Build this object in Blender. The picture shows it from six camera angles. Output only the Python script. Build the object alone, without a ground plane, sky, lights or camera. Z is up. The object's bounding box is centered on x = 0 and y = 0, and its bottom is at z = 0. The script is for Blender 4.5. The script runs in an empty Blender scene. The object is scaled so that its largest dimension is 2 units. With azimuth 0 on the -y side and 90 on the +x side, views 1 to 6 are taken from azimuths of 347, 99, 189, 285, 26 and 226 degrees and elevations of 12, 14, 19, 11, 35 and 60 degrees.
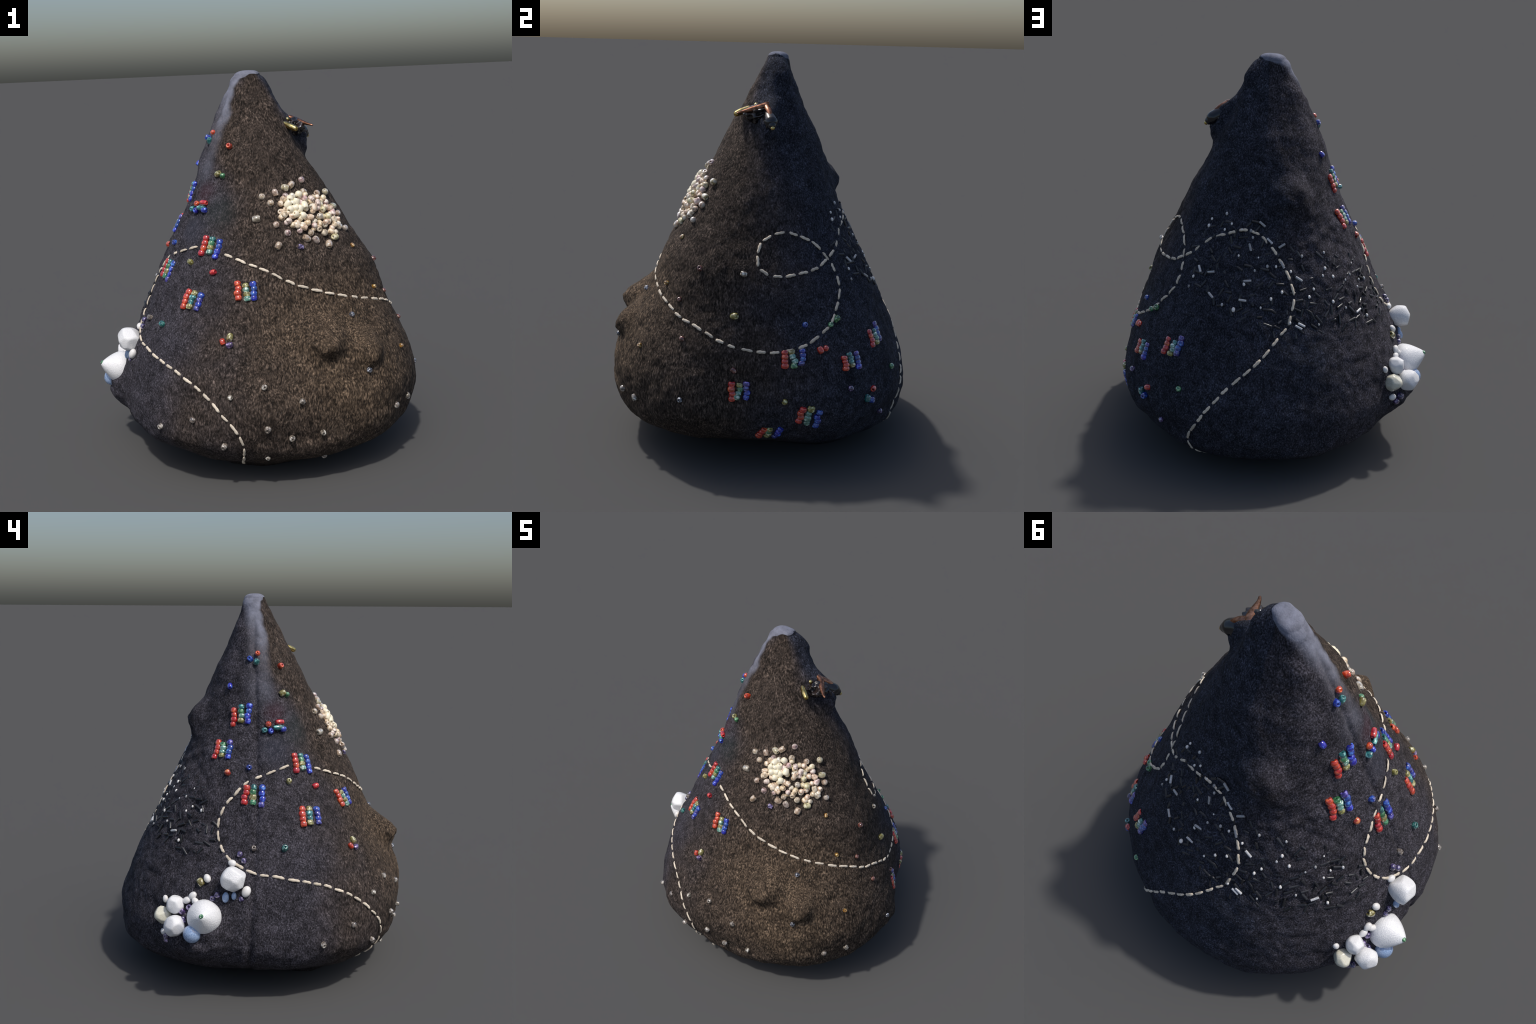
# A tear-drop felt pouch with a pinched top, sewn with a running thread line,
# seed beads, rainbow bead patches, white stones, bugle beads and a metal claw.
import bpy, bmesh, math, random
from mathutils import Vector, Matrix, noise, Euler

rng = random.Random(7)
TAU = 2 * math.pi

# ------------------------------------------------------------------ body form
# Cross-sections from the base to the tip:
# (height, mean radius, then cosine/sine weights of the 1st..4th lobe)
SECTIONS = [
    (0.000, .418, -.022, .039, -.093, -.009, .004, .000, -.029, -.014),
    (0.040, .489, -.026, .028, -.076, -.016, -.001, .001, -.026, -.011),
    (0.120, .658, -.026, .010, -.042, -.023, -.009, -.005, -.018, -.006),
    (0.250, .780, -.013, -.002, -.004, -.014, -.007, -.017, -.014, -.005),
    (0.420, .782, -.003, -.003, .005, -.019, -.016, -.013, -.015, -.007),
    (0.600, .721, .005, -.005, .006, -.008, -.023, -.019, -.010, -.008),
    (0.800, .616, .008, -.002, .010, .003, -.017, -.025, -.004, -.009),
    (1.000, .527, .010, -.004, .014, -.005, -.012, -.019, .001, -.016),
    (1.200, .435, .003, -.007, .011, .000, -.007, -.005, -.005, -.014),
    (1.400, .342, .001, .001, .012, .006, .000, -.005, -.007, -.005),
    (1.580, .255, -.012, .006, .012, .004, -.005, .001, -.001, .000),
    (1.740, .176, .001, .007, .027, .004, -.009, .002, -.001, .004),
    (1.850, .120, -.010, .002, .020, -.002, -.006, .002, .000, .000),
    (1.900, .096, -.003, .007, .022, .002, -.006, .004, -.002, .003),
    (1.940, .0755, -.006, .010, .0185, .000, -.005, .004, .000, .001),
    (1.965, .062, -.010, .011, .013, -.003, -.004, .003, .000, .000),
    (1.985, .048, -.0125, .0085, .0045, -.004, -.003, .000, .000, .000),
]
AXIS = [(0, .05, 0), (.6, .065, -.02), (1, .068, -.02), (1.4, .05, 0), (1.74, .045, .025), (2, .045, .03)]


def natural_spline(xs, ys):
    n = len(xs)
    h = [xs[i + 1] - xs[i] for i in range(n - 1)]
    a, b, c, d = [0] * n, [1] * n, [0] * n, [0] * n
    for i in range(1, n - 1):
        a[i], b[i], c[i] = h[i - 1], 2 * (h[i - 1] + h[i]), h[i]
        d[i] = 6 * ((ys[i + 1] - ys[i]) / h[i] - (ys[i] - ys[i - 1]) / h[i - 1])
    for i in range(1, n):
        m = a[i] / b[i - 1]
        b[i] -= m * c[i - 1]
        d[i] -= m * d[i - 1]
    M = [0] * n
    M[-1] = d[-1] / b[-1]
    for i in range(n - 2, -1, -1):
        M[i] = (d[i] - c[i] * M[i + 1]) / b[i]

    def f(x):
        x = min(max(x, xs[0]), xs[-1])
        k = 0
        while k < n - 2 and x > xs[k + 1]:
            k += 1
        A, B = (xs[k + 1] - x) / h[k], (x - xs[k]) / h[k]
        return A * ys[k] + B * ys[k + 1] + ((A ** 3 - A) * M[k] + (B ** 3 - B) * M[k + 1]) * h[k] ** 2 / 6
    return f


LOBES = [natural_spline([s[0] for s in SECTIONS], [s[k] for s in SECTIONS]) for k in range(1, 10)]


def axis_at(z):
    for (z0, x0, y0), (z1, x1, y1) in zip(AXIS, AXIS[1:]):
        if z <= z1:
            t = (z - z0) / (z1 - z0)
            return x0 + (x1 - x0) * t, y0 + (y1 - y0) * t
    return AXIS[-1][1:]


# soft lumps: (angle deg, height, outward, half width across, above, below)
LUMPS = [
    (-78, .715, .086, .086, .085, .068),     # two hidden knobs on the front
    (-61, .635, .062, .074, .072, .058),
    (122, 1.350, .060, .085, .075, .065),     # knob on the back
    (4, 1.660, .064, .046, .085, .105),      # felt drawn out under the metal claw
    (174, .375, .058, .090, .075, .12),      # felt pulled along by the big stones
    (163, .37, .040, .065, .07, .10),
    (168, .26, .036, .110, .08, .075),
]
# broad swells and hollows of the panels: (angle deg, height, outward, half width deg, half height)
PANELS = [
    (141, .88, .052, 25, .24), (128, .76, .025, 28, .25), (119, .61, .016, 14, .10), (162, .78, .016, 10, .09), (114, .96, .012, 9, .08),
    (-119, 1.20, -.050, 20, .20), (-112, 1.34, -.024, 28, .19), (-134, 1.34, -.014, 16, .20), (-118, 1.47, -.012, 16, .12),
    (62, 1.05, -.024, 22, .85), (78, .68, -.018, 12, .10), (76, 1.06, -.010, 10, .10),
    (4, .46, -.035, 12, .13), (-12, .37, .022, 8, .08), (42, .38, .015, 10, .10),
    (-44, .52, -.022, 17, .16), (-49, .85, -.013, 12, .07), (-108, .44, .024, 14, .09), (-64, .27, .014, 10, .07),
    (13, .98, .014, 14, .20), (29, .90, .012, 8, .10),
    (-96, 1.70, .016, 22, .08), (48, 1.85, .014, 42, .08), (25, 1.71, -.030, 14, .07),
    (160, 1.30, -.014, 12, .11), (150, 1.14, -.016, 10, .09), (130, 1.27, .013, 8, .04),
    (144, .43, -.022, 18, .09), (-141, .45, -.003, 18, .08), (-158, .79, -.012, 12, .10),
    (-44, .31, -.024, 16, .10), (12, .29, -.026, 14, .09), (-14, .48, .013, 8, .07), (70, .22, -.012, 16, .07), (38, .20, .012, 10, .06),
    (35, 1.70, -.016, 14, .07), (38, 1.40, -.012, 12, .08), (82, .54, -.013, 10, .08), (-128, 1.48, -.009, 12, .10), (-84, 1.19, -.010, 10, .08),
    (112, .39, .012, 12, .08), (13, .86, .010, 10, .08), (-4, 1.26, .011, 12, .10),
    (75, .12, .026, 42, .07), (60, .05, .014, 50, .05), (-93, 1.10, -.012, 12, .08),
]
SEAMS = [(-170, .010, .013), (15, .003, .012)]   # angle, depth, half width


def section(z):
    return [f(z) for f in LOBES]


def lump_offset(th, z, r, knobs=False):
    o = 0.0
    for a, hz, amp, wa, up, dn in LUMPS:
        d = (th - math.radians(a) + math.pi) % TAU - math.pi
        u = d * r / wa
        v = (z - hz) / (up if z > hz else dn)
        q = u * u + v * v
        if q < 9:
            o += amp * math.exp(-q ** 1.4 * .8)
    for a, hz, amp, wa, wz in () if knobs else PANELS:
        d = (th - math.radians(a) + math.pi) % TAU - math.pi
        q = (math.degrees(d) / wa) ** 2 + ((z - hz) / wz) ** 2
        if q < 9:
            o += amp * math.exp(-q)
    return o


def radius(th, z, lob=None, fine=False):
    lob = lob or section(z)
    r = lob[0]
    for k in range(1, 5):
        r += lob[2 * k - 1] * math.cos(k * th) + lob[2 * k] * math.sin(k * th)
    base = r
    r += lump_offset(th, z, base)
    if fine:
        fade = min(1, max(0, (1.93 - z) / .2))
        for a, dep, wd in SEAMS:
            d = ((th - math.radians(a) + math.pi) % TAU - math.pi) * base
            if abs(d) < .08:
                r += fade * (-dep * math.exp(-(d / wd) ** 2) + .35 * dep * math.exp(-((abs(d) - .03) / .02) ** 2))
        p = Vector((math.cos(th) * base, math.sin(th) * base, z))
        r += .005 * noise.noise(p * 4.2) + .0055 * noise.noise(p * 10) + .0042 * noise.noise(p * 20)
        r -= .0030 * max(0, 1 - abs(noise.noise(p * 5.5 + Vector((2, 8, 1)))) * 5)      # soft creases
        r += (lump_offset(th, z, base, True)) * (.15 * noise.noise(p * 19) + .07 * noise.noise(p * 41))
        r += .0016 * noise.noise(p * 34) + .0010 * noise.noise(p * 75)
        low = min(1, max(0, (.42 - z) / .25))          # gathered, wrinkled base
        if low > 0:
            w = noise.noise(Vector((math.cos(th) * 3, math.sin(th) * 3, z * 9)))
            r += low * (.013 * w + .010 * noise.noise(p * 9 + Vector((3, 1, 7))))
        back = math.degrees(th) % 360                  # dents between the bugle beads
        if 50 < back < 180 and .66 < z < 1.28:
            e = min(1, (back - 50) / 12, (180 - back) / 12, (z - .66) / .08, (1.28 - z) / .08)
            r += e * .009 * noise.noise(p * 24 + Vector((9, 0, 2)))
        if 1.74 < z < 1.97:                                   # folded rim
            r += .004 * noise.noise(p * 18 + Vector((0, 5, 0)))
    return r


def surf(deg, z):
    th = math.radians(deg)
    r = radius(th, z)
    cx, cy = axis_at(z)
    return Vector((cx + r * math.cos(th), cy + r * math.sin(th), z))


def frame(deg, z):
    """surface point, outward normal, sideways tangent, upward tangent"""
    p = surf(deg, z)
    t = (surf(deg + .6, z) - surf(deg - .6, z)).normalized()
    b = (surf(deg, min(1.985, z + .006)) - surf(deg, max(.0, z - .006))).normalized()
    n = t.cross(b).normalized()
    b = n.cross(t).normalized()
    return p, n, t, b


def place(x, z, loc):
    """matrix whose x axis follows x and z axis leans to z"""
    x = x.normalized()
    y = z.cross(x).normalized()
    z = x.cross(y)
    return Matrix(((x.x, y.x, z.x, loc.x), (x.y, y.y, z.y, loc.y), (x.z, y.z, z.z, loc.z), (0, 0, 0, 1)))


# ------------------------------------------------------------------ materials
def new_mat(name):
    m = bpy.data.materials.new(name)
    m.use_nodes = True
    nt = m.node_tree
    b = nt.nodes["Principled BSDF"]
    return m, nt, b


class G:
    """tiny helper to wire nodes"""
    def __init__(s, nt):
        s.nt = nt

    def n(s, kind, **kw):
        nd = s.nt.nodes.new(kind)
        for k, v in kw.items():
            setattr(nd, k, v)
        return nd

    def link(s, a, b):
        s.nt.links.new(a, b)

    def put(s, sock, v):
        if isinstance(v, (int, float)):
            sock.default_value = v
        elif isinstance(v, (tuple, list)):
            sock.default_value = v
        else:
            s.link(v, sock)

    def math(s, op, a, b=0.0, c=None, clamp=False):
        nd = s.n("ShaderNodeMath", operation=op, use_clamp=clamp)
        s.put(nd.inputs[0], a)
        s.put(nd.inputs[1], b)
        if c is not None:
            s.put(nd.inputs[2], c)
        return nd.outputs[0]

    def noise(s, vec, scale, detail=2, rough=.5, dist=0.0):
        nd = s.n("ShaderNodeTexNoise")
        s.put(nd.inputs["Vector"], vec)
        nd.inputs["Scale"].default_value = scale
        nd.inputs["Detail"].default_value = detail
        nd.inputs["Roughness"].default_value = rough
        nd.inputs["Distortion"].default_value = dist
        return nd.outputs["Fac"]

    def ramp(s, fac, stops):
        nd = s.n("ShaderNodeValToRGB")
        el = nd.color_ramp.elements
        while len(el) < len(stops):
            el.new(.5)
        for e, (p, col) in zip(el, stops):
            e.position = p
            e.color = col if isinstance(col, (tuple, list)) else (col, col, col, 1)
        s.put(nd.inputs[0], fac)
        return nd.outputs[0]

    def smooth(s, v, lo, hi):
        nd = s.n("ShaderNodeMapRange", interpolation_type="SMOOTHSTEP")
        s.put(nd.inputs["Value"], v)
        s.put(nd.inputs["From Min"], lo)
        s.put(nd.inputs["From Max"], hi)
        return nd.outputs["Result"]

    def mix(s, fac, a, b, kind="MIX"):
        nd = s.n("ShaderNodeMix", data_type="RGBA", blend_type=kind)
        s.put(nd.inputs[0], fac)
        s.put(nd.inputs[6], a)
        s.put(nd.inputs[7], b)
        return nd.outputs[2]


def felt_material():
    m, nt, b = new_mat("charcoal_felt")
    g = G(nt)
    co = g.n("ShaderNodeTexCoord").outputs["Object"]
    sep = g.n("ShaderNodeSeparateXYZ")
    g.link(co, sep.inputs[0])
    x, y, z = sep.outputs
    dx, dy = g.math("SUBTRACT", x, .05), g.math("SUBTRACT", y, .0)
    # phi: 0 at the left seam side (-x), growing toward the front
    phi = g.math("MULTIPLY", g.math("ARCTAN2", g.math("MULTIPLY", dy, -1), g.math("MULTIPLY", dx, -1)), 57.2958)
    tx, ty = g.math("SUBTRACT", .045, x), g.math("SUBTRACT", .028, y)
    phit = g.math("MULTIPLY", g.math("ARCTAN2", ty, tx), 57.2958)          # same, about the tip
    big = g.noise(co, 3.0, 3)
    # ang: 0 at the middle of the front panel, positive toward +x
    ca, sa = math.cos(math.radians(80)), math.sin(math.radians(80))
    rx = g.math("SUBTRACT", g.math("MULTIPLY", dx, ca), g.math("MULTIPLY", dy, sa))
    ry = g.math("ADD", g.math("MULTIPLY", dx, sa), g.math("MULTIPLY", dy, ca))
    ang = g.math("MULTIPLY", g.math("ARCTAN2", ry, rx), 57.2958)
    angn = g.math("ADD", ang, g.math("MULTIPLY", g.math("SUBTRACT", big, .5), 60))
    angn = g.math("ADD", angn, g.math("MULTIPLY", g.smooth(z, 1.35, 1.75), 40))

    # fibres: noise drawn out along two directions, chosen by a slow noise
    def streak(rot, scl, seed):
        mp = g.n("ShaderNodeMapping")
        mp.inputs["Rotation"].default_value = rot
        mp.inputs["Scale"].default_value = scl
        mp.inputs["Location"].default_value = (seed, seed * .7, 0)
        warp = g.n("ShaderNodeVectorMath", operation="MULTIPLY_ADD")
        nz = g.n("ShaderNodeTexNoise")
        nz.inputs["Scale"].default_value = 9
        g.link(co, nz.inputs["Vector"])
        g.link(nz.outputs["Color"], warp.inputs[0])
        warp.inputs[1].default_value = (.035, .035, .035)
        g.link(co, warp.inputs[2])
        g.link(warp.outputs[0], mp.inputs["Vector"])
        return g.noise(mp.outputs[0], 1.0, 3, .62)
    s1 = streak((.15, .2, 0), (135, 135, 46), 0)
    s2 = streak((1.0, .5, .3), (135, 140, 48), 4)
    s3 = streak((-.6, .9, 1.3), (170, 170, 110), 9)
    pick = g.smooth(g.noise(co, 5.5, 1), .42, .58)
    fib = g.math("ADD", g.math("MULTIPLY", s1, g.math("SUBTRACT", 1, pick)), g.math("MULTIPLY", s2, pick))
    front = g.math("MULTIPLY", g.smooth(angn, -72, -28), g.smooth(angn, 118, 66))
    hairy = g.math("MULTIPLY_ADD", front, .75, .25)
    fib = g.math("ADD", g.math("MULTIPLY", fib, hairy), g.math("MULTIPLY", s3, g.math("SUBTRACT", 1, hairy)))
    fibre = g.ramp(fib, [(.34, .18), (.45, .54), (.54, 1.10), (.62, 2.1), (.71, 3.8)])
    speck = g.ramp(s3, [(.60, .0), (.74, 1.0)])

    # hue: brown on the front, cool charcoal on the other faces
    back = g.math("ADD", g.smooth(angn, 88, 122), g.smooth(angn, -142, -168), clamp=True)
    tone = g.mix(front, FELT_COOL, FELT_WARM)
    tone = g.mix(back, tone, FELT_NAVY)
    blot = g.mix(1.0, g.ramp(g.noise(co, 7, 3, .6), [(.3, .78), (.7, 1.20)]), g.ramp(g.noise(co, 26, 2, .6), [(.32, .62), (.68, 1.35)]), "MULTIPLY")
    q = surf(-66, .62)
    d0 = g.n("ShaderNodeVectorMath", operation="DISTANCE")
    g.link(co, d0.inputs[0])
    d0.inputs[1].default_value = q
    tan = g.math("MULTIPLY", g.smooth(g.math("ADD", d0.outputs["Value"], g.math("MULTIPLY", big, .4)), .85, .35), .8)
    tone = g.mix(tan, tone, FELT_TAN)                                       # tan tone around the knobs
    tone = g.mix(1.0, tone, blot, "MULTIPLY")
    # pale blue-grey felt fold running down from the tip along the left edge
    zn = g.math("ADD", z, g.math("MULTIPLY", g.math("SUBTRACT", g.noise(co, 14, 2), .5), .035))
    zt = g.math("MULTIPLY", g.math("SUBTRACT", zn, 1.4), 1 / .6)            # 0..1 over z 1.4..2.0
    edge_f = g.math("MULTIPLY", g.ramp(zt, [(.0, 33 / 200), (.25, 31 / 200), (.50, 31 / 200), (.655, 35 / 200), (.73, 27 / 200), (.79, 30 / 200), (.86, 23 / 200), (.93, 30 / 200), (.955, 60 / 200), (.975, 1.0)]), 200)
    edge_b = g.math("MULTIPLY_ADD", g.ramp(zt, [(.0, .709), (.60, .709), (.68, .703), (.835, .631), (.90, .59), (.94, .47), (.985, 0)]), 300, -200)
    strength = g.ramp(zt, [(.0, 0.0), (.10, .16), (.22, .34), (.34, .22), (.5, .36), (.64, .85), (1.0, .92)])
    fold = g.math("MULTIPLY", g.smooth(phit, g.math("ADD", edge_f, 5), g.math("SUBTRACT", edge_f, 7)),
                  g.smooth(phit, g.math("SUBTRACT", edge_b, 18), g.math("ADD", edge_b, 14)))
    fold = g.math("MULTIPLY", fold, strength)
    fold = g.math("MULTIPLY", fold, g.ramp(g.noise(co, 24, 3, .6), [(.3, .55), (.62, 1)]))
    # soft reddish, teal and blue-grey tints near the beads beside the left seam
    def tint_spot(px, py, pz, rad):
        d = g.n("ShaderNodeVectorMath", operation="DISTANCE")
        g.link(co, d.inputs[0])
        d.inputs[1].default_value = (px, py, pz)
        return g.smooth(d.outputs["Value"], rad, rad * .15)
    col = g.mix(1.0, tone, fibre, "MULTIPLY")
    p = surf(-154, 1.40)
    col = g.mix(g.math("MULTIPLY", tint_spot(p.x, p.y, p.z, .09), .28), col, (.085, .030, .042, 1))
    p = surf(-138, 1.31)
    col = g.mix(g.math("MULTIPLY", tint_spot(p.x, p.y, p.z, .13), .35), col, (.028, .042, .044, 1))
    p = surf(-158, 1.22)
    col = g.mix(g.math("MULTIPLY", tint_spot(p.x, p.y, p.z, .13), .4), col, (.040, .046, .068, 1))
    col = g.mix(g.math("MULTIPLY", speck, .40), col, (.142, .136, .134, 1))
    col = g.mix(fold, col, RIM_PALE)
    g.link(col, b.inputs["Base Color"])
    b.inputs["Roughness"].default_value = .92
    b.inputs["Specular IOR Level"].default_value = .18
    bp = g.n("ShaderNodeBump")
    bp.inputs["Strength"].default_value = .5
    bp.inputs["Distance"].default_value = .006
    g.link(fib, bp.inputs["Height"])
    g.link(bp.outputs[0], b.inputs["Normal"])
    return m


FELT_COOL = (.044, .041, .051, 1)
FELT_NAVY = (.029, .032, .046, 1)  # darkened and blued to bake the skylit shade of the back into the felt
FELT_WARM = (.049, .037, .030, 1)
FELT_TAN = (.090, .063, .041, 1)
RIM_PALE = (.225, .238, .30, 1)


def glass_bead(name, col, var=.25, rough=.12, spark=None, emph=.55):
    """coloured glass: darker core, paler glints, coat"""
    m, nt, b = new_mat(name)
    g = G(nt)
    co = g.n("ShaderNodeTexCoord").outputs["Object"]
    rnd = g.n("ShaderNodeObjectInfo").outputs["Random"]
    add = g.n("ShaderNodeVectorMath", operation="ADD")
    g.link(co, add.inputs[0])
    g.link(g.math("MULTIPLY", rnd, 37), add.inputs[1])
    nz = g.noise(add.outputs[0], 1.15, 1, .5)
    dark = tuple(c * emph for c in col[:3]) + (1,)
    lite = spark or tuple(min(1, c * 1.5 + .10) for c in col[:3]) + (1,)
    c = g.ramp(nz, [(.34, dark), (.46, tuple(col[:3]) + (1,)), (.55, tuple(col[:3]) + (1,)), (.70, lite)])
    lw = g.n("ShaderNodeLayerWeight")
    lw.inputs[0].default_value = .35
    c = g.mix(g.math("MULTIPLY", g.smooth(lw.outputs["Facing"], .55, .98), .5), c, tuple(v * .25 for v in col[:3]) + (1,))  # edge colour darkened to draw the dim rim of a glass bead
    hsv = g.n("ShaderNodeHueSaturation")
    g.link(g.math("MULTIPLY_ADD", rnd, var * .12, .5 - var * .06), hsv.inputs["Hue"])
    g.link(g.math("MULTIPLY_ADD", rnd, var * 1.2, 1 - var * .6), hsv.inputs["Value"])
    g.link(c, hsv.inputs["Color"])
    g.link(hsv.outputs[0], b.inputs["Base Color"])
    b.inputs["Roughness"].default_value = rough
    b.inputs["Specular IOR Level"].default_value = .8
    b.inputs["Coat Weight"].default_value = 1.0
    b.inputs["Coat Roughness"].default_value = .05
    b.inputs["Transmission Weight"].default_value = .15
    return m


def plain(name, col, rough=.5, metallic=0.0, col2=None, scale=20, coat=0.0, bump=0.0, per_object=0.0, spec=.5):
    m, nt, b = new_mat(name)
    g = G(nt)
    co = g.n("ShaderNodeTexCoord").outputs["Object"]
    nz = g.noise(co, scale, 3, .6)
    c = g.ramp(nz, [(.35, tuple(col) + (1,)), (.68, tuple(col2 or col) + (1,))])
    if per_object:
        rnd = g.n("ShaderNodeObjectInfo").outputs["Random"]
        hsv = g.n("ShaderNodeHueSaturation")
        g.link(g.math("MULTIPLY_ADD", rnd, per_object, 1 - per_object * .5), hsv.inputs["Value"])
        g.link(c, hsv.inputs["Color"])
        c = hsv.outputs[0]
    g.link(c, b.inputs["Base Color"])
    b.inputs["Roughness"].default_value = rough
    b.inputs["Metallic"].default_value = metallic
    b.inputs["Coat Weight"].default_value = coat
    b.inputs["Specular IOR Level"].default_value = spec
    if bump:
        bp = g.n("ShaderNodeBump")
        bp.inputs["Strength"].default_value = .6
        bp.inputs["Distance"].default_value = bump
        g.link(nz, bp.inputs["Height"])
        g.link(bp.outputs[0], b.inputs["Normal"])
    return m


def pearl_bead(name="iridescent_glass", clear=0.0):
    """lustre glass: cream with rosy, green and lilac flashes, one tint per bead"""
    m, nt, b = new_mat(name)
    g = G(nt)
    co = g.n("ShaderNodeTexCoord").outputs["Object"]
    rnd = g.n("ShaderNodeObjectInfo").outputs["Random"]
    add = g.n("ShaderNodeVectorMath", operation="ADD")
    g.link(co, add.inputs[0])
    g.link(g.math("MULTIPLY", rnd, 53), add.inputs[1])
    nz = g.noise(add.outputs[0], 1.0, 1, .5)
    tint = g.ramp(rnd, [(0, (.78, .60, .38, 1)), (.25, (.76, .55, .42, 1)), (.45, (.68, .62, .36, 1)), (.65, (.78, .62, .44, 1)), (.85, (.62, .58, .48, 1)), (1, (.74, .50, .48, 1))])
    lite = g.mix(.65, tint, (1.0, .94, .80, 1))
    dark = g.mix(1.0, tint, (.50, .48, .46, 1), "MULTIPLY")
    c = g.mix(g.smooth(nz, .34, .50), dark, tint)
    c = g.mix(g.smooth(nz, .52, .64), c, lite)
    lw = g.n("ShaderNodeLayerWeight")
    lw.inputs[0].default_value = .35
    c = g.mix(g.math("MULTIPLY", g.smooth(lw.outputs["Facing"], .45, .95), .7), c, (.22, .16, .10, 1))
    g.link(c, b.inputs["Base Color"])
    b.inputs["Roughness"].default_value = .15
    b.inputs["Coat Weight"].default_value = .7
    b.inputs["Coat Roughness"].default_value = .05
    b.inputs["Transmission Weight"].default_value = clear
    return m


def striped_metal():
    m, nt, b = new_mat("banded_steel")
    g = G(nt)
    co = g.n("ShaderNodeTexCoord").outputs["Object"]
    w = g.n("ShaderNodeTexWave", bands_direction="Y")
    w.inputs["Scale"].default_value = .33
    w.inputs["Distortion"].default_value = 1.5
    g.link(co, w.inputs["Vector"])
    c = g.ramp(w.outputs["Fac"], [(.42, (.006, .006, .008, 1)), (.5, (.17, .20, .24, 1)), (.8, (.36, .42, .50, 1))])
    g.link(c, b.inputs["Base Color"])
    b.inputs["Roughness"].default_value = .22
    b.inputs["Coat Weight"].default_value = .5
    return m


MAT = {
    "felt": felt_material(),
    "thread": plain("cotton_thread", (.54, .465, .365), .85, col2=(.80, .71, .585), scale=.9, per_object=.35, spec=.2),
    "red": glass_bead("red_glass", (.56, .020, .008), spark=(.95, .14, .05, 1), var=.15),
    "orange": glass_bead("amber_red_glass", (.50, .07, .012), spark=(.95, .40, .10, 1)),
    "yellow": glass_bead("straw_glass", (.27, .25, .06), spark=(.85, .85, .50, 1)),
    "green": glass_bead("green_glass", (.035, .20, .075), spark=(.40, .72, .40, 1)),
    "teal": glass_bead("teal_glass", (.018, .17, .17), spark=(.30, .75, .68, 1)),
    "aqua": glass_bead("pale_aqua_glass", (.14, .34, .26), spark=(.85, 1.0, .88, 1)),
    "blue": glass_bead("blue_glass", (.012, .035, .40), spark=(.10, .28, .90, 1)),
    "indigo": glass_bead("indigo_glass", (.035, .022, .24), spark=(.25, .22, .75, 1)),
    "purple": glass_bead("violet_glass", (.07, .045, .15), spark=(.50, .40, .68, 1), emph=.35),
    "amber": glass_bead("amber_glass", (.34, .16, .025), spark=(.95, .80, .40, 1)),
    "olive": glass_bead("olive_glass", (.22, .19, .04), spark=(.75, .72, .40, 1)),
    "salmon": glass_bead("salmon_glass", (.15, .045, .028), spark=(.60, .38, .30, 1)),
    "clear": glass_bead("smoky_clear_glass", (.26, .22, .18), spark=(.92, .88, .80, 1), emph=.3),
    "silver": glass_bead("silver_glass", (.10, .105, .13), spark=(.75, .78, .90, 1), emph=.25),
    "pearl": pearl_bead(),
    "crystal": pearl_bead("clear_lustre_glass", .45),
    "cream": plain("cream_pearl", (.86, .76, .52), .25, col2=(.98, .93, .78), scale=30, coat=.6),
    "stone": plain("white_stone", (.76, .77, .79), .42, col2=(.90, .90, .91), scale=16, coat=.2, bump=.004),
    "shell": plain("yellow_white_shell", (.62, .60, .44), .3, col2=(.82, .80, .72), scale=14, coat=.5),
    "drop": plain("milky_blue_glass", (.17, .27, .48), .15, col2=(.42, .54, .74), scale=9, coat=.8),
    "white": plain("white_bead_glass", (.72, .70, .68), .25, col2=(.88, .87, .86), scale=30, coat=.5),
    "jet": plain("jet_black_glass", (.010, .011, .015), .35, col2=(.030, .031, .036), scale=2, coat=.15, per_object=.8),
    "pale": plain("glint_paint_grey", (.30, .31, .33), .2, col2=(.62, .62, .63), scale=2, coat=.5, per_object=.8),
    "copper": plain("copper", (.20, .085, .045), .3, 1.0, col2=(.62, .30, .19), scale=40),
    "gold": plain("gold_metal", (.45, .31, .07), .22, 1.0, col2=(.95, .78, .36), scale=45),
    "steel": striped_metal(),
    "black": plain("black_enamel", (.006, .006, .007), .15, col2=(.03, .02, .018), scale=30, coat=.6),
}

# ------------------------------------------------------------------ root
root = bpy.data.objects.new("beaded_felt_pouch", None)
bpy.context.scene.collection.objects.link(root)
root["label"] = "dark felt teardrop pouch with beads, stitching and white stones"
root["category"] = "beaded pouch"


def add(name, mesh, mat=None, matrix=None):
    o = bpy.data.objects.new(name, mesh)
    bpy.context.scene.collection.objects.link(o)
    o.parent = root
    if matrix is not None:
        o.matrix_world = matrix
    if mat is not None:
        if not mesh.materials:
            mesh.materials.append(None)
        o.material_slots[0].link = "OBJECT"
        o.material_slots[0].material = MAT[mat]
    return o


def mesh_from(name, verts, faces, smooth=True):
    me = bpy.data.meshes.new(name)
    me.from_pydata(verts, [], faces)
    me.update()
    me.polygons.foreach_set("use_smooth", [smooth] * len(me.polygons))
    me.materials.append(None)
    return me


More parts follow.
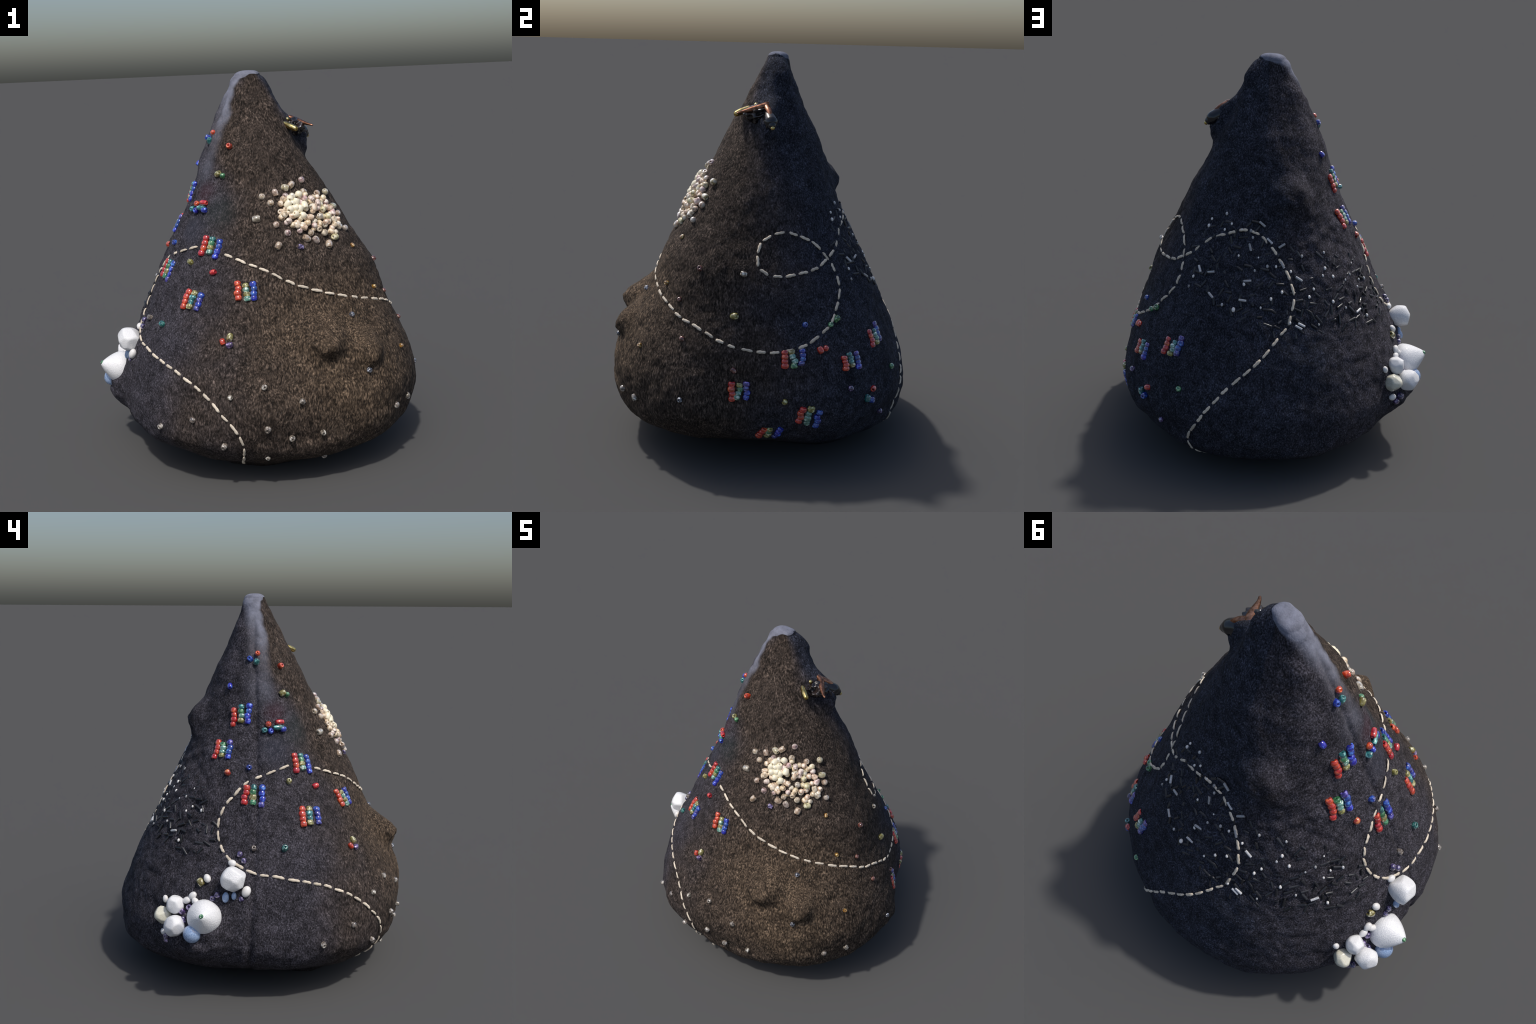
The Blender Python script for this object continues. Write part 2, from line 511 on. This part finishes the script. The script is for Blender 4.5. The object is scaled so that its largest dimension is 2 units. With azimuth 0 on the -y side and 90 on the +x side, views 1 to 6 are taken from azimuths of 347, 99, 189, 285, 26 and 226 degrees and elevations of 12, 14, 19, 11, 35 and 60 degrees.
# ------------------------------------------------------------------ felt body
def build_body():
    NT = 512
    zs = []
    z = 0.0
    while z < 1.973:
        zs.append(z)
        z += .0032 if z < .06 else (.005 if z < 1.80 else .0035)
    zs.append(1.975)
    verts, faces = [], []
    angles = [TAU * i / NT for i in range(NT)]
    for z in zs:
        lob = section(z)
        cx, cy = axis_at(z)
        for th in angles:
            r = radius(th, z, lob, True)
            verts.append((cx + r * math.cos(th), cy + r * math.sin(th), z))
    top = verts[-NT:]
    bot = verts[:NT]
    tc = Vector((sum(v[0] for v in top) / NT, sum(v[1] for v in top) / NT, 0))
    for k in range(1, 7):                                 # rounded tip
        s = math.cos(k / 7 * math.pi / 2) ** .7
        h = math.sin(k / 7 * math.pi / 2) ** 1.2
        for v in top:
            verts.append((tc.x + (v[0] - tc.x) * s, tc.y + (v[1] - tc.y) * s, 1.975 + .025 * h))
    rows = len(zs) + 6
    for j in range(rows - 1):
        for i in range(NT):
            a, b2 = j * NT + i, j * NT + (i + 1) % NT
            faces.append((a, b2, b2 + NT, a + NT))
    verts.append((tc.x, tc.y, 2.0))
    c = len(verts) - 1
    base = (rows - 1) * NT
    for i in range(NT):
        faces.append((base + i, base + (i + 1) % NT, c))
    start = len(verts)                                    # flat underside
    for s in (.93, .75, .5, .25):
        for v in bot:
            verts.append((.05 + (v[0] - .05) * s, v[1] * s, .0 if s > .9 else .004))
    prev = 0
    for k in range(4):
        cur = start + k * NT
        for i in range(NT):
            j = (i + 1) % NT
            faces.append((prev + j, prev + i, cur + i, cur + j))
        prev = cur
    verts.append((.05, 0, .004))
    c = len(verts) - 1
    for i in range(NT):
        faces.append((prev + (i + 1) % NT, prev + i, c))
    me = mesh_from("felt_body", verts, faces)
    add("felt_body", me, "felt")


build_body()


# ------------------------------------------------------------------ bead meshes
def lathe(name, prof, n=20, smooth=True):
    """revolve (x, r) pairs about the x axis; closed profile loops are bored beads"""
    verts, faces = [], []
    for x, r in prof:
        for i in range(n):
            a = TAU * i / n
            verts.append((x, r * math.cos(a), r * math.sin(a)))
    m = len(prof)
    for j in range(m):
        k = (j + 1) % m
        for i in range(n):
            i2 = (i + 1) % n
            faces.append((j * n + i, k * n + i, k * n + i2, j * n + i2))
    return mesh_from(name, verts, faces, smooth)


def barrel(name, half, hole, bulge, n=20):
    prof = []
    for k in range(9):                                    # outside
        a = math.pi * (k / 8 - .5)
        x = half * math.copysign(abs(math.sin(a)) ** .75, math.sin(a))
        r = 1 - bulge * (abs(x) / half) ** 2.6
        prof.append((x, r))
    prof.append((half * 1.0, hole + .08))
    prof.append((half * .8, hole))
    prof.append((-half * .8, hole))
    prof.append((-half * 1.0, hole + .08))
    return lathe(name, prof, n)


BEAD = barrel("seed_bead", .86, .20, .50)
TUBE = barrel("tube_bead", 1.05, .22, .28)
BUGLE = barrel("bugle_bead", 3.0, .38, .08, 10)


def egg(name, seed, sub=4, amp=.10, flat=(1, 1, 1), tip=0.0, facet=True):
    bm = bmesh.new()
    bmesh.ops.create_icosphere(bm, subdivisions=sub, radius=1)
    r = random.Random(seed)
    off = Vector((r.uniform(-9, 9), r.uniform(-9, 9), r.uniform(-9, 9)))
    cuts = [(Vector((r.gauss(0, 1), r.gauss(0, 1), r.gauss(.3, 1))).normalized(), r.uniform(.76, .92)) for _ in range(12)] if facet else []
    for v in bm.verts:
        p = v.co.copy()
        p *= 1 + amp * noise.noise(p * 1.3 + off)
        for d, h in cuts:                                 # softly flattened facets
            e = p.dot(d) - h
            if e > 0:
                p -= d * e * .85
        if tip and p.z > 0:                               # drawn out to a blunt point
            q = p.z
            p.z *= 1 + tip
            s = 1 - .52 * q ** 1.5
            p.x *= s
            p.y *= s
        v.co = Vector((p.x * flat[0], p.y * flat[1], p.z * flat[2]))
    me = bpy.data.meshes.new(name)
    bm.to_mesh(me)
    bm.free()
    me.polygons.foreach_set("use_smooth", [True] * len(me.polygons))
    me.materials.append(None)
    return me


PEBBLE = egg("round_bead", 3, 3, .06, facet=False)


def bead(name, mat, deg, z, size=.016, mesh=None, axis="random", lift=.25, stretch=1.0, low=1.0):
    p, n, t, b = frame(deg, z)
    if axis == "random":
        a = rng.uniform(0, TAU)
        tilt = rng.uniform(-.5, .9)
        d = (t * math.cos(a) + b * math.sin(a)) * math.cos(tilt) + n * math.sin(tilt)
    elif axis == "out":
        d = (n + t * rng.uniform(-.3, .3) + b * rng.uniform(-.3, .3)).normalized()
    else:
        d = axis
    up = n if abs(d.dot(n)) < .9 else b
    M = place(d, up, p + n * size * lift)
    s = size * rng.uniform(.92, 1.08)
    return add(name, mesh or BEAD, mat, M @ Matrix.Diagonal((s * stretch, s, s * low, 1)))


# ------------------------------------------------------------------ rainbow patches
# each: (top, bottom) of the red, green and blue columns as (angle, height)
PATCHES = [
    [(169.8, 1.409), (171.2, 1.329), (177.0, 1.428), (177.1, 1.350), (184.1, 1.435), (182.3, 1.347)],
    [(161.6, 1.247), (161.8, 1.167), (166.1, 1.239), (166.0, 1.179), (171.1, 1.251), (171.2, 1.173)],
    [(-143.8, 1.188), (-145.1, 1.106), (-138.7, 1.184), (-139.6, 1.115), (-133.6, 1.173), (-134.8, 1.094)],
    [(-175.6, 1.043), (-176.8, .965), (-171.4, 1.046), (-172.7, .964), (-166.9, 1.044), (-167.7, .953)],
    [(-146.0, .938), (-147.0, .858), (-142.2, .935), (-143.0, .863), (-137.6, .928), (-139.2, .859)],
    [(-118.7, .988), (-117.2, .915), (-114.2, .979), (-112.9, .911), (-110.3, .986), (-109.0, .913)],
    [(19.7, .631), (19.3, .562), (22.9, .634), (23.6, .561), (26.6, .635), (26.5, .572)],
    [(44.1, .584), (43.3, .528), (46.5, .595), (46.3, .538), (50.1, .594), (49.8, .524)],
    [(61.2, .665), (60.6, .596), (64.0, .660), (63.9, .599), (67.0, .685), (66.7, .607)],
    [(-1.6, .482), (-1.0, .403), (2.0, .474), (1.2, .411), (4.6, .481), (4.3, .408)],
    [(25.4, .366), (24.2, .296), (28.2, .369), (26.8, .283), (31.2, .348), (30.4, .267)],
    [(11.0, .250), (9.1, .204), (13.6, .249), (12.2, .205), (17.3, .251), (15.4, .200)],
]
HUES = [["red", "red", "red", "red"], ["yellow", "green", "teal", "aqua"], ["blue", "indigo", "blue", "blue"]]
patch_centres = []
for pt in PATCHES:
    for c in range(3):
        A, B = surf(*pt[2 * c]), surf(*pt[2 * c + 1])
        L = (B - A).length + .018
        count = 4
        for k in range(count):
            f = (k + .5) / count
            deg = pt[2 * c][0] + (pt[2 * c + 1][0] - pt[2 * c][0]) * f + rng.uniform(-.5, .5)
            z = pt[2 * c][1] + (pt[2 * c + 1][1] - pt[2 * c][1]) * (f * 1.14 - .07)
            hue = HUES[c][(k + rng.randrange(3)) % 4]
            s = rng.uniform(.0165, .0185)
            d = (B - A).normalized() + Vector((rng.uniform(-.2, .2), rng.uniform(-.2, .2), rng.uniform(-.1, .1)))
            names = {"red": "red_bead", "orange": "red_bead", "yellow": "green_bead", "green": "green_bead", "teal": "green_bead", "aqua": "green_bead", "blue": "blue_bead", "indigo": "blue_bead"}
            bead(names[hue], hue, deg, z, s, TUBE, d, .05, stretch=L / count / 2 / 1.05 / s, low=.8)
    patch_centres.append(surf((pt[2][0] + pt[3][0]) / 2, (pt[2][1] + pt[3][1]) / 2))

# ------------------------------------------------------------------ single beads
SINGLES = {
    "red": [(-165.6, 1.691), (-136.2, 1.625), (-134.3, 1.029), (-122.8, .728), (34.5, .628), (36.9, .634), (55.3, .403), (-160.6, 1.340)],
    "orange": [(172.7, 1.105)],
    "blue": [(-174.9, 1.663), (163.7, 1.524), (-174.8, 1.133), (29.6, .742), (-159.3, 1.307), (53.6, .352)],
    "teal": [(-167.6, 1.649), (-157.1, .760), (51.6, .367), (-164.1, 1.312)],
    "green": [(-138.2, 1.481), (41.4, .731), (45.2, .752), (70.2, .458)],
    "yellow": [(-143.2, 1.491), (-151.4, 1.064), (-119.8, .748)],
    "olive": [(18.8, .401), (-1.7, .785), (169.3, .592)],
    "amber": [(-40.7, 1.098), (-38.7, .883), (-40.2, .584)],
    "salmon": [(-21.4, .667), (-.5, .542), (-20.4, .986), (-27.5, .832)],
    "purple": [(-176.3, .733), (-174.3, .706), (-174.0, .537), (176.8, .545), (175.2, .528), (164.5, .448), (166.8, .471), (165.9, .417), (-119.6, .714), (-77.8, 1.133), (159.5, .298), (160.5, .326), (43.9, .441), (61.2, .254)],
    "silver": [(-60.6, .795), (-63.4, .549), (-18.1, .398)],
    "clear": [(1.0, .975), (-170.5, .762), (-117.3, .489), (-104.9, .532), (-130.7, .371), (-144, .309), (-119.2, .251), (-103.7, .338), (-103.7, .170), (-91.0, .457), (-95.0, .278), (-83.4, .288), (-79.3, .120), (-50.2, .317), (-40.5, .319)],
}
LABEL = {"orange": "red_bead", "teal": "green_bead", "yellow": "green_bead", "olive": "olive_bead", "silver": "clear_bead", "salmon": "amber_bead"}
for mat, spots in SINGLES.items():
    for deg, z in spots:
        size = {"clear": .0150, "salmon": .0125, "amber": .0125, "silver": .0140}.get(mat, .0158) * rng.uniform(.9, 1.12)
        bead(LABEL.get(mat, mat + "_bead"), mat, deg, z, size, rng.choice((BEAD, TUBE)), rng.choice(("random", "out")), .12)
# tubes lying level in the little mixed cluster by the left seam
for mat, deg, z, st in (("red", -151.5, 1.349, 1.35), ("teal", -153.0, 1.322, 1.9), ("blue", -149.6, 1.314, .9)):
    p, n, t, b = frame(deg, z)
    bead(LABEL.get(mat, mat + "_bead"), mat, deg, z, .0150, TUBE, t, .3, stretch=st)

# ------------------------------------------------------------------ bead heap on the front
RIM = [(-105.8, 1.273), (-99.3, 1.377), (-92.3, 1.345), (-86.4, 1.392), (-75.9, 1.412), (-69.2, 1.423), (-56.4, 1.440), (-59.9, 1.384), (-47.1, 1.368), (-35.4, 1.364), (-36.9, 1.292), (-36.2, 1.254), (-37.8, 1.181), (-58.4, 1.128), (-66.1, 1.157), (-72.1, 1.169), (-92.4, 1.146), (-83.9, 1.202), (-91.3, 1.243), (-67.7, 1.193), (-77.8, 1.373), (-43.9, 1.200)]
HEAP = [(-89.1, 1.309), (-86.9, 1.340), (-82.0, 1.360), (-72.4, 1.370), (-66.1, 1.379), (-57.2, 1.366), (-50.5, 1.350), (-41.0, 1.352), (-40.5, 1.306), (-40.2, 1.266), (-41.5, 1.214), (-48.2, 1.185), (-52.6, 1.145), (-57.8, 1.173), (-63.3, 1.206), (-69.5, 1.213), (-77.6, 1.202), (-83.5, 1.239), (-87.8, 1.261)]
CREAM = [(-77.9, 1.305), (-74.7, 1.331), (-71.2, 1.336), (-70.1, 1.303), (-65.4, 1.316), (-74.8, 1.281), (-69.8, 1.271), (-66.6, 1.371), (-75.5, 1.355), (-73.5, 1.310), (-78.5, 1.330)]


def inside(poly, x, y):
    ok = False
    for (x0, y0), (x1, y1) in zip(poly, poly[1:] + poly[:1]):
        if (y0 > y) != (y1 > y) and x < (x1 - x0) * (y - y0) / (y1 - y0) + x0:
            ok = not ok
    return ok


for deg, z in RIM:
    bead("lustre_bead", "crystal", deg, z, .0175, rng.choice((BEAD, TUBE)), "random", .15)
for deg, z in CREAM:
    bead("cream_bead", "cream", deg, z, .0185, rng.choice((BEAD, TUBE)), "random", .85)
taken = [surf(*q) for q in CREAM]
for layer, gap in ((.25, .0245), (.95, .034)):
    taken_l = list(taken) if layer > .5 else []
    for _ in range(1500):
        deg, z = rng.uniform(-90, -39), rng.uniform(1.14, 1.385)
        if not inside(HEAP, deg, z):
            continue
        p = surf(deg, z)
        if any((p - q).length < gap for q in taken_l):
            continue
        if layer > .5 and ((deg + 66) / 20) ** 2 + ((z - 1.285) / .075) ** 2 > 1:
            continue
        taken_l.append(p)
        bead("lustre_bead", "pearl", deg, z, rng.uniform(.0150, .0178), rng.choice((BEAD, BEAD, TUBE)), "random", layer)

# ------------------------------------------------------------------ bugle beads on the back
FIELD = [(54, 1.09), (66, 1.21), (94, 1.25), (111, 1.19), (125, 1.10), (140, 1.09), (156, 1.04), (171, .90), (172, .76), (160, .69), (147, .735), (125, .73), (106, .738), (88, .825), (73, .869), (60, 1.00)]
BARS = [(93, 1.119, 75), (65.9, .993, 50), (92.1, .89, 5), (93.7, .974, -5), (73.5, .992, -15), (76.3, .895, 35), (120.5, .981, 38), (117.5, .772, 30), (118.9, .782, 30), (112.4, 1.042, 65), (148.7, .797, -15), (112.6, 1.125, -30), (104.9, 1.147, 45), (99.4, 1.223, 40)]  # white highlights on the bugle field, modelled as pale bars
for deg, z, a in BARS:
    p, n, t, b = frame(deg, z)
    a = math.radians(a)
    # seen from outside at the back, +angle runs to the viewer's left
    d = -(t * math.cos(a)) * -1 - b * math.sin(a)
    s = .0062
    add("bugle_bead", BUGLE, "pale", place(d, n, p + n * .003) @ Matrix.Diagonal((s, s, s, 1)))
put = []
tries = 0
while len(put) < 170 and tries < 8000:
    tries += 1
    deg, z = rng.uniform(52, 175), rng.uniform(.68, 1.26)
    if not inside(FIELD, deg, z):
        continue
    p, n, t, b = frame(deg, z)
    if any((p - q).length < .028 for q in put):
        continue
    put.append(p)
    a = rng.uniform(0, TAU)
    d = t * math.cos(a) + b * math.sin(a) + n * rng.uniform(-.22, .22)
    s = rng.uniform(.0056, .0075)
    add("bugle_bead", BUGLE, "jet", place(d, n, p - n * .0025) @ Matrix.Diagonal((s * rng.uniform(.7, 1.2), s, s, 1)))
DOTS = [(149.8, .966), (138.9, .976), (145.5, .95), (135.8, 1.017), (137.6, 1.085), (156, .927), (161.6, .915), (116.7, 1.014), (126.6, .777), (113.9, .793), (133.5, .986), (152.8, .901), (153.9, 1.01), (141.5, .829), (153.5, .76), (135.5, .869), (105.6, .898), (111.1, .928), (100.7, .86), (124.3, .901), (127.2, .933), (124.2, 1.077), (63.1, .953), (82.7, .863), (103.8, 1.037), (98.4, 1.075), (93.9, 1.162), (92.2, 1.192), (86.2, 1.194), (74.4, 1.186), (61.8, 1.189), (62.4, 1.222), (78.3, 1.216), (72.8, 1.258), (87, 1.08), (97, 1.019), (62.2, .905), (92.1, .96), (88.3, .847), (108.7, 1.036)]
for deg, z in DOTS:
    p, n, t, b = frame(deg, z)
    s = rng.uniform(.0048, .0075) * (1.3 if deg == 88.3 else 1)
    add("modelled_glint", PEBBLE, "white" if rng.random() < .5 else "pale", place(t, n, p + n * .002) @ Matrix.Diagonal((s, s * 1.4, s, 1)))

# ------------------------------------------------------------------ thread line
LINE_A = [(-178.9, .692), (178.1, .721), (174.2, .774), (171.7, .853), (172.6, .923), (176.8, .990), (-175.2, 1.065), (-167, 1.093), (-156.8, 1.123), (-149.1, 1.139), (-139, 1.132), (-129.7, 1.114), (-123.7, 1.096), (-115.2, 1.074), (-105.6, 1.05), (-97.5, 1.017), (-90.5, .982), (-82, .951), (-71.7, .917), (-65.4, .897), (-58.0, .874), (-50.5, .853), (-44.3, .836), (-38, .815), (-32.3, .798), (-25.6, .759), (-19.2, .736), (-13, .707), (-5.1, .666), (2.7, .638), (10.2, .629), (16.8, .626), (27.7, .649), (33.8, .682), (41.4, .731), (47.1, .801), (52, .867), (53, .933), (51.7, .991), (49.4, 1.024), (46.5, 1.058), (42, 1.101), (34.3, 1.128), (26.4, 1.153), (15.8, 1.148), (8.2, 1.108), (6.9, 1.038), (9.8, .984), (17.3, .96), (25.2, .962), (34.4, .97), (41.9, .981), (48.8, 1.016), (53, 1.035), (57.2, 1.06), (63.8, 1.114), (67.2, 1.143), (78.8, 1.173), (86.4, 1.195), (92.2, 1.192), (98.7, 1.173), (104.4, 1.132), (109.5, 1.085), (112.7, 1.039), (116.3, .960), (116.7, .883), (114.9, .835), (113.5, .788), (108.1, .728), (104, .672), (99.8, .622), (95.9, .580), (92.1, .537), (88.3, .495), (84.6, .434), (80.8, .373), (78.2, .315), (75.5, .262), (73, .213), (74, .14), (77, .08)]
LINE_B = [(-178.9, .692), (-174.5, .675), (-169.6, .650), (-161.6, .639), (-155.3, .622), (-148.5, .604), (-141.2, .578), (-133.6, .535), (-127, .487), (-120.8, .418), (-115.5, .343), (-112.6, .273), (-112.5, .198), (-114.5, .108), (-117, .05)]


def stitch_mesh(seed):
    """one plump loop of twisted thread, unit length, sinking in at both ends"""
    r = random.Random(seed)
    verts, faces = [], []
    N, K = 14, 10
    ph = r.uniform(0, TAU)
    for i in range(N + 1):
        f = i / N
        x = f - .5
        taper = (max(0, 1 - (2 * abs(x)) ** 4)) ** .5
        w = (.92 + .06 * math.sin(f * 7 + ph)) * (.30 + .70 * taper)
        lift = 1.0 * (1 - (2 * x) ** 4) - .75
        bend = .25 * math.sin(f * math.pi + ph * .3) * math.sin(ph)
        for k in range(K):
            a = TAU * k / K
            rib = 1 + .10 * math.cos(2 * a + f * 16 + ph)
            verts.append((x, bend + w * rib * math.cos(a), lift + .75 * w * rib * math.sin(a)))
    for i in range(N):
        for k in range(K):
            k2 = (k + 1) % K
            faces.append((i * K + k, (i + 1) * K + k, (i + 1) * K + k2, i * K + k2))
    faces.append(tuple(range(K)))
    faces.append(tuple(N * K + k for k in reversed(range(K))))
    return mesh_from("stitch", verts, faces)


STITCH = [stitch_mesh(s) for s in range(5)]


def sew(line):
    pts = [surf(*q) for q in line]
    n = len(pts)
    dense = []
    for i in range(n - 1):                                # Catmull-Rom through the marks
        p0, p1, p2, p3 = pts[max(0, i - 1)], pts[i], pts[i + 1], pts[min(n - 1, i + 2)]
        for k in range(12):
            t = k / 12
            dense.append(.5 * (2 * p1 + (p2 - p0) * t + (2 * p0 - 5 * p1 + 4 * p2 - p3) * t * t + (3 * p1 - p0 - 3 * p2 + p3) * t ** 3))
    dense.append(pts[-1])
    acc = [0]
    for a, b in zip(dense, dense[1:]):
        acc.append(acc[-1] + (b - a).length)

    def at(s):
        k = 0
        lo, hi = 0, len(acc) - 2
        while lo < hi:
            mid = (lo + hi + 1) // 2
            if acc[mid] <= s:
                lo = mid
            else:
                hi = mid - 1
        k = lo
        t = (s - acc[k]) / max(1e-6, acc[k + 1] - acc[k])
        return dense[k].lerp(dense[k + 1], min(1, t))
    s = .004
    while s < acc[-1] - .02:
        L = rng.uniform(.044, .064)
        a, b = at(s), at(min(acc[-1], s + L))
        s += L + rng.uniform(.009, .019)
        mid = (a + b) / 2
        if any((mid - q).length < .042 for q in patch_centres):
            continue
        cx, cy = axis_at(mid.z)
        deg = math.degrees(math.atan2(mid.y - cy, mid.x - cx))
        p, nrm, t, bb = frame(deg, mid.z)
        w = rng.uniform(.0066, .0082)
        d = (b - a)
        d -= nrm * d.dot(nrm)
        add("stitch", rng.choice(STITCH), "thread", place(d, nrm, p + nrm * .0012) @ Matrix.Diagonal((L, w, w * .8, 1)))


sew(LINE_A)
sew(LINE_B)

# ------------------------------------------------------------------ white stones
def stone(name, mat, at, r, seed, out=None, tip=0.0, flat=(1, 1, 1), amp=.10, facet=True):
    at = Vector(at)
    cx, cy = axis_at(at.z)
    out = Vector(out).normalized() if out else Vector((at.x - cx, at.y - cy, .15)).normalized()
    side = out.cross(Vector((0, 0, 1))).normalized()
    M = place(side, out, at)
    add(name, egg(name, seed, 4, amp, flat, tip, facet), mat, M @ Matrix.Scale(r, 4))


stone("white_stone", "stone", (-.690, -.056, .632), .064, 11, flat=(1, 1, 1.2))
stone("white_stone", "stone", (-.745, .074, .443), .086, 5, out=(-.80, -.13, .34), tip=.20, flat=(1, 1, 1.05), amp=.05, facet=False)
stone("white_stone", "stone", (-.705, .240, .482), .047, 21, flat=(1, 1, .95))
stone("white_stone", "stone", (-.770, .220, .394), .054, 33, flat=(1, 1, 1.15))
stone("shell_bead", "shell", (-.698, .307, .416), .046, 8)
stone("glass_drop", "drop", (-.790, .123, .372), .045, 14, out=(-.8, -.1, -.3), amp=.02, facet=False)
# dark green glass bead closing the point of the largest stone
add("green_bead", BEAD, "green", place(Vector((-.80, -.13, .34)), Vector((0, 1, 0)), Vector((-.838, .059, .484))) @ Matrix.Scale(.012, 4))
for deg, z, s in ((-178.9, .692, .019), (171.8, .613, .020), (-172.3, .571, .025), (165.3, .502, .020), (167.3, .528, .020), (168.8, .504, .019), (155.3, .483, .017), (157.5, .330, .019)):
    p, n, t, b = frame(deg, z)
    a = rng.uniform(0, TAU)
    add("white_bead", PEBBLE, "white", place(t * math.cos(a) + b * math.sin(a), n, p + n * s * .35) @ Matrix.Diagonal((s * 1.15, s * .9, s * .8, 1)))
for deg, z, s in ((-179.8, .539, .022), (-176.8, .548, .016)):
    p, n, t, b = frame(deg, z)
    add("glass_drop", PEBBLE, "drop", place(b, n, p + n * s * .3) @ Matrix.Diagonal((s * 1.2, s * .8, s * .8, 1)))

# ------------------------------------------------------------------ metal claw near the tip
def limb(name, mat, pts, radii, flat=1.0, K=14, per=8):
    """tapering round limb through the points"""
    pts = [Vector(p) for p in pts]
    n = len(pts)
    path, rad = [], []
    for i in range(n - 1):
        p0, p1, p2, p3 = pts[max(0, i - 1)], pts[i], pts[i + 1], pts[min(n - 1, i + 2)]
        for k in range(per):
            t = k / per
            path.append(.5 * (2 * p1 + (p2 - p0) * t + (2 * p0 - 5 * p1 + 4 * p2 - p3) * t * t + (3 * p1 - p0 - 3 * p2 + p3) * t ** 3))
            rad.append(radii[i] + (radii[i + 1] - radii[i]) * t)
    path.append(pts[-1])
    rad.append(radii[-1])
    d = (pts[-1] - pts[-2]).normalized()
    for a in (.35, .7, .92):                              # rounded end
        path.append(pts[-1] + d * radii[-1] * a)
        rad.append(radii[-1] * math.sqrt(1 - a * a))
    o = pts[0].copy()
    verts, faces = [], []
    for i, p in enumerate(path):
        tn = (path[min(i + 1, len(path) - 1)] - path[max(i - 1, 0)]).normalized()
        s = tn.cross(Vector((0, 0, 1))).normalized()
        u = s.cross(tn)
        for k in range(K):
            a = TAU * k / K
            verts.append(p - o + (s * math.cos(a) + u * math.sin(a) * flat) * rad[i])
    for i in range(len(path) - 1):
        for k in range(K):
            k2 = (k + 1) % K
            faces.append((i * K + k, i * K + k2, (i + 1) * K + k2, (i + 1) * K + k))
    faces.append(tuple(reversed(range(K))))
    faces.append(tuple((len(path) - 1) * K + k for k in range(K)))
    return add(name, mesh_from(name, verts, faces), mat, Matrix.Translation(o))


limb("copper_claw", "copper", [(.200, .030, 1.752), (.255, .014, 1.742), (.290, -.045, 1.724), (.316, -.088, 1.712), (.334, -.109, 1.706)], [.014, .020, .017, .009, .006], .75)
limb("copper_claw", "copper", [(.250, .016, 1.742), (.292, .036, 1.722), (.330, .058, 1.686)], [.018, .017, .010], .8)
limb("steel_claw", "steel", [(.225, .022, 1.700), (.285, .038, 1.686), (.328, .056, 1.664), (.344, .063, 1.652)], [.028, .037, .035, .022], 1.0)
limb("gold_bead", "gold", [(.185, -.075, 1.722), (.217, -.114, 1.704), (.235, -.134, 1.694)], [.013, .017, .015])
limb("gold_bead", "gold", [(.205, -.022, 1.744), (.220, -.038, 1.739)], [.009, .012])
limb("gold_bead", "gold", [(.340, .062, 1.650), (.358, .069, 1.641)], [.013, .011])
# crumpled dark scrap that holds the prongs together
def scrap(at, r, seed, flat):
    bm = bmesh.new()
    bmesh.ops.create_icosphere(bm, subdivisions=5, radius=1)
    off = Vector((seed, seed * 2.3, -seed))
    for v in bm.verts:
        p = v.co.copy()
        fold = 1 - abs(noise.noise(p * 1.7 + off)) * 1.5
        p *= .62 + .45 * fold + .12 * noise.noise(p * 4 + off)
        v.co = Vector((p.x * flat[0], p.y * flat[1], p.z * flat[2])) * r
    me = bpy.data.meshes.new("felt_scrap")
    bm.to_mesh(me)
    bm.free()
    me.polygons.foreach_set("use_smooth", [True] * len(me.polygons))
    me.materials.append(None)
    add("felt_scrap", me, "black", Matrix.Translation(Vector(at)))


scrap((.258, -.022, 1.698), .062, 3.1, (1.0, 1.1, .75))
scrap((.285, .035, 1.655), .055, 5.7, (1.05, .8, 1.0))
